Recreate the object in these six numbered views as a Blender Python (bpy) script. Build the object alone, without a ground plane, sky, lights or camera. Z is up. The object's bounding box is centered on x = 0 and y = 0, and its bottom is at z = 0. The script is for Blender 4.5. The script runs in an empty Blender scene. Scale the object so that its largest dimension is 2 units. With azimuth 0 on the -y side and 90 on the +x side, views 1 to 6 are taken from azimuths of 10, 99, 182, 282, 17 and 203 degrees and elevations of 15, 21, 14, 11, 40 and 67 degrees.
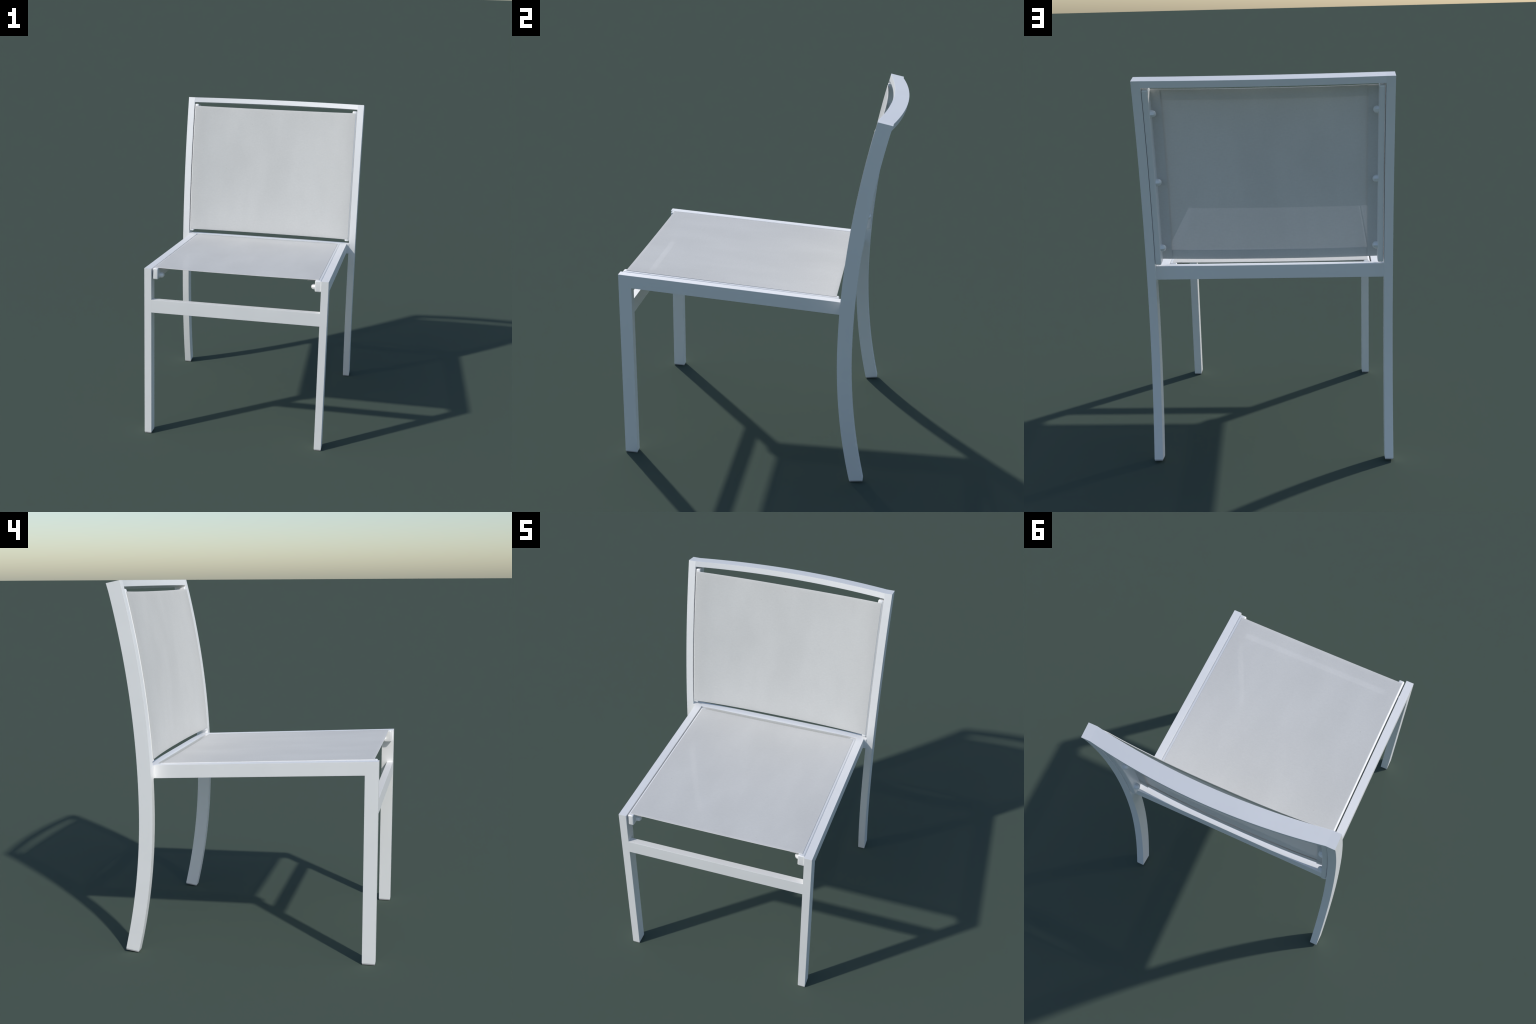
"""White sling chair: square-tube frame, two mesh-fabric slings on bolted side bars."""
import bpy
from math import sin, cos, pi, sqrt, asin, atan2
from mathutils import Vector

# ------------------------------------------------------------------ sizes (metres)
LEG_OUT, LEG_IN = 0.6260, 0.5820            # rear leg, outer / inner face
SIDE_OUT, SIDE_IN = 0.5660, 0.5220          # front leg and seat rail, outer / inner face
FRONT_Y, FRONT_BACK_Y = -0.7272, -0.6575    # front leg, front / rear face
CROSS_Y0, CROSS_Y1 = 0.4590, 0.5030         # rear cross rail
RAIL_H = 0.0710
SEAT_Z0, SEAT_SLOPE = 1.0910, -0.0480       # seat rail top line, measured from the front face
LEG_DEPTH = 0.0740
KNEE_Z, KNEE_Y = 0.8200, 0.4578             # foremost point of the bent rear leg
R_UP, R_LOW = 4.94, 3.49                    # bend radii above / below it
CHAMFER = 0.0004


def seat_top(y):
    return SEAT_Z0 + SEAT_SLOPE * (y - FRONT_Y)


def leg_front(z):
    """Point (y, z) on the front edge of the rear leg and the unit normal pointing back."""
    r = R_UP if z > KNEE_Z else R_LOW
    a = asin((z - KNEE_Z) / r)
    return Vector((0, KNEE_Y + r * (1 - cos(a)), z)), Vector((0, cos(a), -sin(a)))


# ------------------------------------------------------------------ materials
def new_material(name):
    m = bpy.data.materials.new(name)
    m.use_nodes = True
    n = m.node_tree.nodes
    return m, n, m.node_tree.links, n["Principled BSDF"]


def noise(n, l, coords, scale, stretch=(1, 1, 1), detail=4.0):
    mp = n.new("ShaderNodeMapping")
    mp.inputs["Scale"].default_value = stretch
    l.new(coords, mp.inputs["Vector"])
    t = n.new("ShaderNodeTexNoise")
    t.inputs["Scale"].default_value = scale
    t.inputs["Detail"].default_value = detail
    l.new(mp.outputs["Vector"], t.inputs["Vector"])
    return t.outputs["Fac"]


def ramp(n, l, fac, stops):
    r = n.new("ShaderNodeValToRGB")
    e = r.color_ramp.elements
    e[0].position, e[0].color = stops[0][0], (*stops[0][1], 1)
    e[1].position, e[1].color = stops[-1][0], (*stops[-1][1], 1)
    for p, c in stops[1:-1]:
        k = e.new(p)
        k.color = (*c, 1)
    l.new(fac, r.inputs["Fac"])
    return r.outputs["Color"]


def multiply(n, l, a, b):
    x = n.new("ShaderNodeMix")
    x.data_type, x.blend_type = "RGBA", "MULTIPLY"
    x.inputs["Factor"].default_value = 1.0
    l.new(a, x.inputs["A"])
    l.new(b, x.inputs["B"])
    return x.outputs["Result"]


def paint_material(name, colour, rough=0.50):
    """Powder-coated aluminium: smooth off-white with barely visible tone drift."""
    m, n, l, p = new_material(name)
    co = n.new("ShaderNodeTexCoord").outputs["Object"]
    c0 = tuple(c * 0.975 for c in colour)
    l.new(ramp(n, l, noise(n, l, co, 5.0), [(0.35, c0), (0.65, colour)]), p.inputs["Base Color"])
    p.inputs["Roughness"].default_value = rough
    p.inputs["IOR"].default_value = 2.75             # hard glossy lacquer
    b = n.new("ShaderNodeBump")
    b.inputs["Strength"].default_value = 0.03
    b.inputs["Distance"].default_value = 0.001
    l.new(noise(n, l, co, 420.0), b.inputs["Height"])
    l.new(b.outputs["Normal"], p.inputs["Normal"])
    return m


def fabric_material(name, along):
    """Woven sling mesh; 'along' is the warp axis (1 = y on the seat, 2 = z on the back)."""
    m, n, l, p = new_material(name)
    co = n.new("ShaderNodeTexCoord").outputs["Object"]
    warp = [1.0, 1.0, 1.0]
    warp[along] = 0.40
    weft = [0.22, 1.0, 1.0]
    base = ramp(n, l, noise(n, l, co, 5.0, warp, 2.0),
                [(0.33, FABRIC_DARK), (0.67, FABRIC_LIGHT)])
    threads = ramp(n, l, noise(n, l, co, 260.0, weft, 2.0), [(0.25, (0.950,) * 3), (0.75, (1.0,) * 3)])
    warps = ramp(n, l, noise(n, l, co, 220.0, warp, 3.0), [(0.25, (0.960,) * 3), (0.75, (1.0,) * 3)])
    v = n.new("ShaderNodeTexVoronoi")               # rare dark slubs in the yarn
    v.inputs["Scale"].default_value = 11.0
    l.new(co, v.inputs["Vector"])
    slub = ramp(n, l, v.outputs["Distance"], [(0.014, (0.82, 0.80, 0.78)), (0.030, (1, 1, 1))])
    col = multiply(n, l, multiply(n, l, base, threads), multiply(n, l, warps, slub))
    l.new(col, p.inputs["Base Color"])
    p.inputs["Roughness"].default_value = 0.75
    p.inputs["Specular IOR Level"].default_value = 0.25
    p.inputs["Alpha"].default_value = 0.948          # open weave lets a little through
    b = n.new("ShaderNodeBump")
    b.inputs["Strength"].default_value = 0.12
    b.inputs["Distance"].default_value = 0.001
    l.new(noise(n, l, co, 300.0, weft, 2.0), b.inputs["Height"])
    l.new(b.outputs["Normal"], p.inputs["Normal"])
    glow = n.new("ShaderNodeBsdfTranslucent")        # sun glimmering through the yarn
    l.new(col, glow.inputs["Color"])
    mix = n.new("ShaderNodeMixShader")
    mix.inputs["Fac"].default_value = 0.035
    l.new(p.outputs["BSDF"], mix.inputs[1])
    l.new(glow.outputs["BSDF"], mix.inputs[2])
    l.new(mix.outputs["Shader"], n["Material Output"].inputs["Surface"])
    return m


FABRIC_DARK, FABRIC_LIGHT = (0.742, 0.740, 0.724), (0.790, 0.787, 0.770)
PAINT = paint_material("white_paint", (0.965, 0.965, 0.967))
BAR_PAINT = paint_material("white_bar_paint", (0.96, 0.96, 0.96), 0.42)
GLIDE = paint_material("grey_plastic", (0.48, 0.47, 0.48), 0.5)
SEAT_FABRIC = fabric_material("seat_fabric", 1)
BACK_FABRIC = fabric_material("back_fabric", 2)


# ------------------------------------------------------------------ mesh helpers
def make_object(name, verts, faces, material, parent, sharp=0.6):
    me = bpy.data.meshes.new(name)
    me.from_pydata([tuple(v) for v in verts], [], faces)
    me.validate()
    me.update()
    me.materials.append(material)
    for poly in me.polygons:
        poly.use_smooth = True
    me.set_sharp_from_angle(angle=sharp)
    ob = bpy.data.objects.new(name, me)
    bpy.context.collection.objects.link(ob)
    ob.parent = parent
    return ob


def loft(rings):
    """Closed rings of equal length -> skin with flat end caps."""
    k = len(rings[0])
    verts = [v for r in rings for v in r]
    faces = []
    for i in range(len(rings) - 1):
        for j in range(k):
            a, b = i * k + j, i * k + (j + 1) % k
            faces.append((a, b, b + k, a + k))
    faces.append(tuple(reversed(range(k))))
    faces.append(tuple(range((len(rings) - 1) * k, len(rings) * k)))
    return verts, faces


def section(a0, a1, b0, b1, r, steps=1):
    """Rounded rectangle in (a, b), counter-clockwise."""
    out = []
    for ca, cb, start in ((a1 - r, b0 + r, -pi / 2), (a1 - r, b1 - r, 0),
                          (a0 + r, b1 - r, pi / 2), (a0 + r, b0 + r, pi)):
        for i in range(steps + 1):
            t = start + (pi / 2) * i / steps
            out.append((ca + r * cos(t), cb + r * sin(t)))
    return out


def tube(name, stations, size, parent, material=None):
    """stations: (origin, axis_a, axis_b) with the section spanning 0..size on both axes."""
    sec = section(0, size[0], 0, size[1], CHAMFER)
    rings = [[o + ua * (a / 1.0) + ub * (b / 1.0) for a, b in sec] for o, ua, ub in stations]
    v, f = loft(rings)
    return make_object(name, v, f, material or PAINT, parent)


X, Y, Z = Vector((1, 0, 0)), Vector((0, 1, 0)), Vector((0, 0, 1))

# ------------------------------------------------------------------ the chair
chair = bpy.data.objects.new("chair", None)
bpy.context.collection.objects.link(chair)
chair["label"] = "white metal patio chair with light grey mesh sling seat and back"
chair["category"] = "chair"

TOP_F, TOP_B = Vector((0, 0.6008, 2.0000)), Vector((0, 0.6752, 1.9850))
FOOT_F, FOOT_B = Vector((0, 0.5558, 0.0)), Vector((0, 0.6282, 0.0112))
GLIDE_H = 0.0065

# --- rear legs: one bent tube each, foot to top
for side in (-1, 1):
    x0 = LEG_IN if side > 0 else -LEG_OUT
    down = (leg_front(0.0)[0] - leg_front(0.05)[0]).normalized()
    pairs = [(FOOT_F - down * GLIDE_H, FOOT_B - down * GLIDE_H)]
    for i in range(1, 48):
        f, nrm = leg_front(2.0 * i / 48)
        pairs.append((f, f + nrm * LEG_DEPTH))
    pairs.append((TOP_F, TOP_B))
    st = []
    for f, b in pairs:
        st.append((f + X * x0, X, (b - f) / LEG_DEPTH))
    leg = tube("rear_leg", st, (LEG_OUT - LEG_IN, LEG_DEPTH), chair)
    ins = 0.0012
    st = [(f + X * (x0 + ins) + (b - f) * 0.016, X, (b - f) * 0.968 / LEG_DEPTH)
          for f, b in ((FOOT_F, FOOT_B), pairs[0])]
    tube("foot_glide", st, (LEG_OUT - LEG_IN - 2 * ins, LEG_DEPTH), leg, GLIDE)

# --- front legs with tops cut to the seat slope, and seat rails butted behind them
for side in (-1, 1):
    x0 = SIDE_IN if side > 0 else -SIDE_OUT
    w, d = SIDE_OUT - SIDE_IN, FRONT_BACK_Y - FRONT_Y
    slope = Vector((0, 1, SEAT_SLOPE))
    leg = tube("front_leg", [(Vector((x0, FRONT_Y, GLIDE_H)), X, Y),
                             (Vector((x0, FRONT_Y, SEAT_Z0)), X, slope)], (w, d), chair)
    ins = 0.0012
    tube("foot_glide", [(Vector((x0 + ins, FRONT_Y + ins, z)), X, Y) for z in (0.0, GLIDE_H)],
         (w - 2 * ins, d - 2 * ins), leg, GLIDE)
    tube("seat_rail", [(Vector((x0 + w, y, seat_top(y) - RAIL_H)), -X, Z)
                       for y in (FRONT_BACK_Y, CROSS_Y0)], (w, RAIL_H), chair)

# --- cross members
tube("rear_cross_rail", [(Vector((x, CROSS_Y0, 0.9640)), Y, Z) for x in (-LEG_IN, LEG_IN)],
     (CROSS_Y1 - CROSS_Y0, 0.0700), chair)
tube("front_stretcher", [(Vector((x, FRONT_Y, 0.8100)), Y, Z) for x in (-SIDE_IN, SIDE_IN)],
     (0.0360, 0.0815), chair)

# --- top rail: bowed backwards between the legs, top face tilted like the leg ends
TOP_H, BOW_FRONT, BOW_REAR = 0.0332, 0.0475, 0.0520
back_dir = (TOP_B - TOP_F).normalized()
up_dir = Vector((0, -back_dir.z, back_dir.y))
depth = (TOP_B - TOP_F).length
st = []
for i in range(49):
    x = -LEG_IN + 2 * LEG_IN * i / 48
    bow = 1 - (x / LEG_IN) ** 2                  # 0 at the legs, 1 in the middle
    front = TOP_F + X * x + Y * BOW_FRONT * bow
    stretch = 1 + (BOW_REAR - BOW_FRONT) * bow / depth
    st.append((front - up_dir * TOP_H, back_dir * stretch, up_dir))
tube("top_rail", st, (depth, TOP_H), chair)

# ------------------------------------------------------------------ sling bars and cap nuts
BAR_D, BAR_R = 0.0705, 0.0070


def seat_frame(t):
    """Point on the seat rail top line at y = t and the unit normal into the seat."""
    return Vector((0, t, seat_top(t))), Vector((0, SEAT_SLOPE, -1)).normalized()


def bar(frame, x0, x1, t0, t1, proud0, proud1, parent):
    count, cap = 40, 6
    length = (frame(t1)[0] - frame(t0)[0]).length
    ts = []
    for i in range(cap + 1):                     # rounded ends
        a = (pi / 2) * i / cap
        ts.append((BAR_R * (1 - cos(a)), BAR_R * (1 - sin(a))))
    mid = [(BAR_R + (length - 2 * BAR_R) * i / count, 0.0) for i in range(1, count)]
    ts = ts + mid + [(length - d, inset) for d, inset in reversed(ts)]
    rings = []
    for d, inset in ts:
        p, nrm = frame(t0 + (t1 - t0) * d / length)
        proud = proud0 + (proud1 - proud0) * d / length
        sec = section(x0 + inset, x1 - inset, -proud + inset, -proud + BAR_D - inset,
                      max(BAR_R - inset, 0.0006), 4)
        rings.append([p + X * a + nrm * b for a, b in sec])
    v, f = loft(rings)
    return make_object("sling_bar", v, f, BAR_PAINT, parent, 0.9)


def cap_nut_mesh():
    prof = [(0.0185, -0.002), (0.0185, 0.0085), (0.0178, 0.0125), (0.0158, 0.0182),
            (0.0122, 0.0228), (0.0070, 0.0260), (0.0024, 0.0272)]
    k = 8                                        # facets meet in an edge facing out
    rings = [[Vector((h, r * cos(2 * pi * j / k), r * sin(2 * pi * j / k)))
              for j in range(k)] for r, h in prof]
    v, f = loft(rings)
    ob = make_object("cap_nut", v, f, BAR_PAINT, None, 0.45)
    return ob


nut = cap_nut_mesh()
NUT_DEPTH = 0.0480
# frame, inner/outer face x of the left and the right bar, start, end, height over the tube, nuts
BARS = [(seat_frame, ((-0.5150, -0.4822), (0.4828, 0.5217)), -0.7165, 0.4460, 0.0022, 0.0003,
         (-0.665, -0.130, 0.395)),
        (leg_front, ((-0.5770, -0.5495), (0.5495, 0.5806)), 1.0520, 1.9565, 0.0003, 0.0003,
         (1.1350, 1.4790, 1.8240))]
first = True
for frame, spans, t0, t1, proud0, proud1, nuts in BARS:
    for side, span in zip((-1, 1), spans):
        b = bar(frame, span[0], span[1], t0, t1, proud0, proud1, chair)
        for t in nuts:
            o = nut if first else nut.copy()
            if not first:
                bpy.context.collection.objects.link(o)
            first = False
            p, nrm = frame(t)
            if frame is leg_front:               # keep the nut at its own height
                p = frame(t + NUT_DEPTH * (-nrm.z))[0]
            o.location = p + nrm * NUT_DEPTH + X * (span[1] if side < 0 else span[0])
            o.rotation_euler = (atan2(-nrm.z, nrm.y), 0, pi if side > 0 else 0)
            o.parent = b


# ------------------------------------------------------------------ slings
def sling(name, frame, edge_x, t0, t1, hem, gap, side_hem, sag, lift0, lift1, material):
    """One sheet, hemmed back on itself at both ends; folded strips along both sides."""
    nx, nt = 40, 60

    def pos(x, t, depth):
        p, nrm = frame(t)
        s = sag * (1 - min(abs(x) / (edge_x - 0.026), 1.0) ** 2.5)   # flat over the bars
        lift = lift0 + (lift1 - lift0) * (t - t0) / (t1 - t0)
        return p + X * x + nrm * (s + depth - lift)

    path = [(t0 + hem * (1 - i / 4), gap) for i in range(4)]
    path += [(t0 - gap / 2 * sin(pi * i / 6) + gap / 2, gap / 2 * (1 + cos(pi * i / 6))) for i in range(7)]
    a, b = t0 + gap / 2, t1 - gap / 2
    path += [(a + (b - a) * i / nt, 0.0) for i in range(1, nt)]
    path += [(t1 - gap / 2 + gap / 2 * sin(pi * i / 6), gap / 2 * (1 - cos(pi * i / 6))) for i in range(7)]
    path += [(t1 - hem * (i + 1) / 4, gap) for i in range(4)]
    verts, faces = [], []
    for t, d in path:
        verts += [pos(-edge_x + 2 * edge_x * i / nx, t, d) for i in range(nx + 1)]
    for r in range(len(path) - 1):
        for i in range(nx):
            q = r * (nx + 1) + i
            faces.append((q, q + 1, q + nx + 2, q + nx + 1))
    for side in (-1, 1):
        strip = [(edge_x, 0.0003), (edge_x - 0.0006, 0.0030), (edge_x - 0.0030, gap + 0.0045)]
        strip += [(edge_x - side_hem * k / 4, gap + 0.0045) for k in range(1, 5)]
        base, k = len(verts), len(strip)
        for j in range(nt + 1):
            t = t0 + 0.003 + (t1 - t0 - 0.006) * j / nt
            verts += [pos(side * x, t, d) for x, d in strip]
        for j in range(nt):
            for i in range(k - 1):
                q = base + j * k + i
                faces.append((q, q + 1, q + k + 1, q + k))
    return make_object(name, verts, faces, material, chair, 1.0)


sling("seat_sling", seat_frame, 0.5050, -0.7005, 0.4330, 0.048, 0.0032, 0.070, 0.003, 0.0040, 0.0018,
      SEAT_FABRIC)
sling("back_sling", leg_front, 0.5720, 1.0650, 1.9420, 0.050, 0.0055, 0.072, 0.0200, 0.0018, 0.0018,
      BACK_FABRIC)
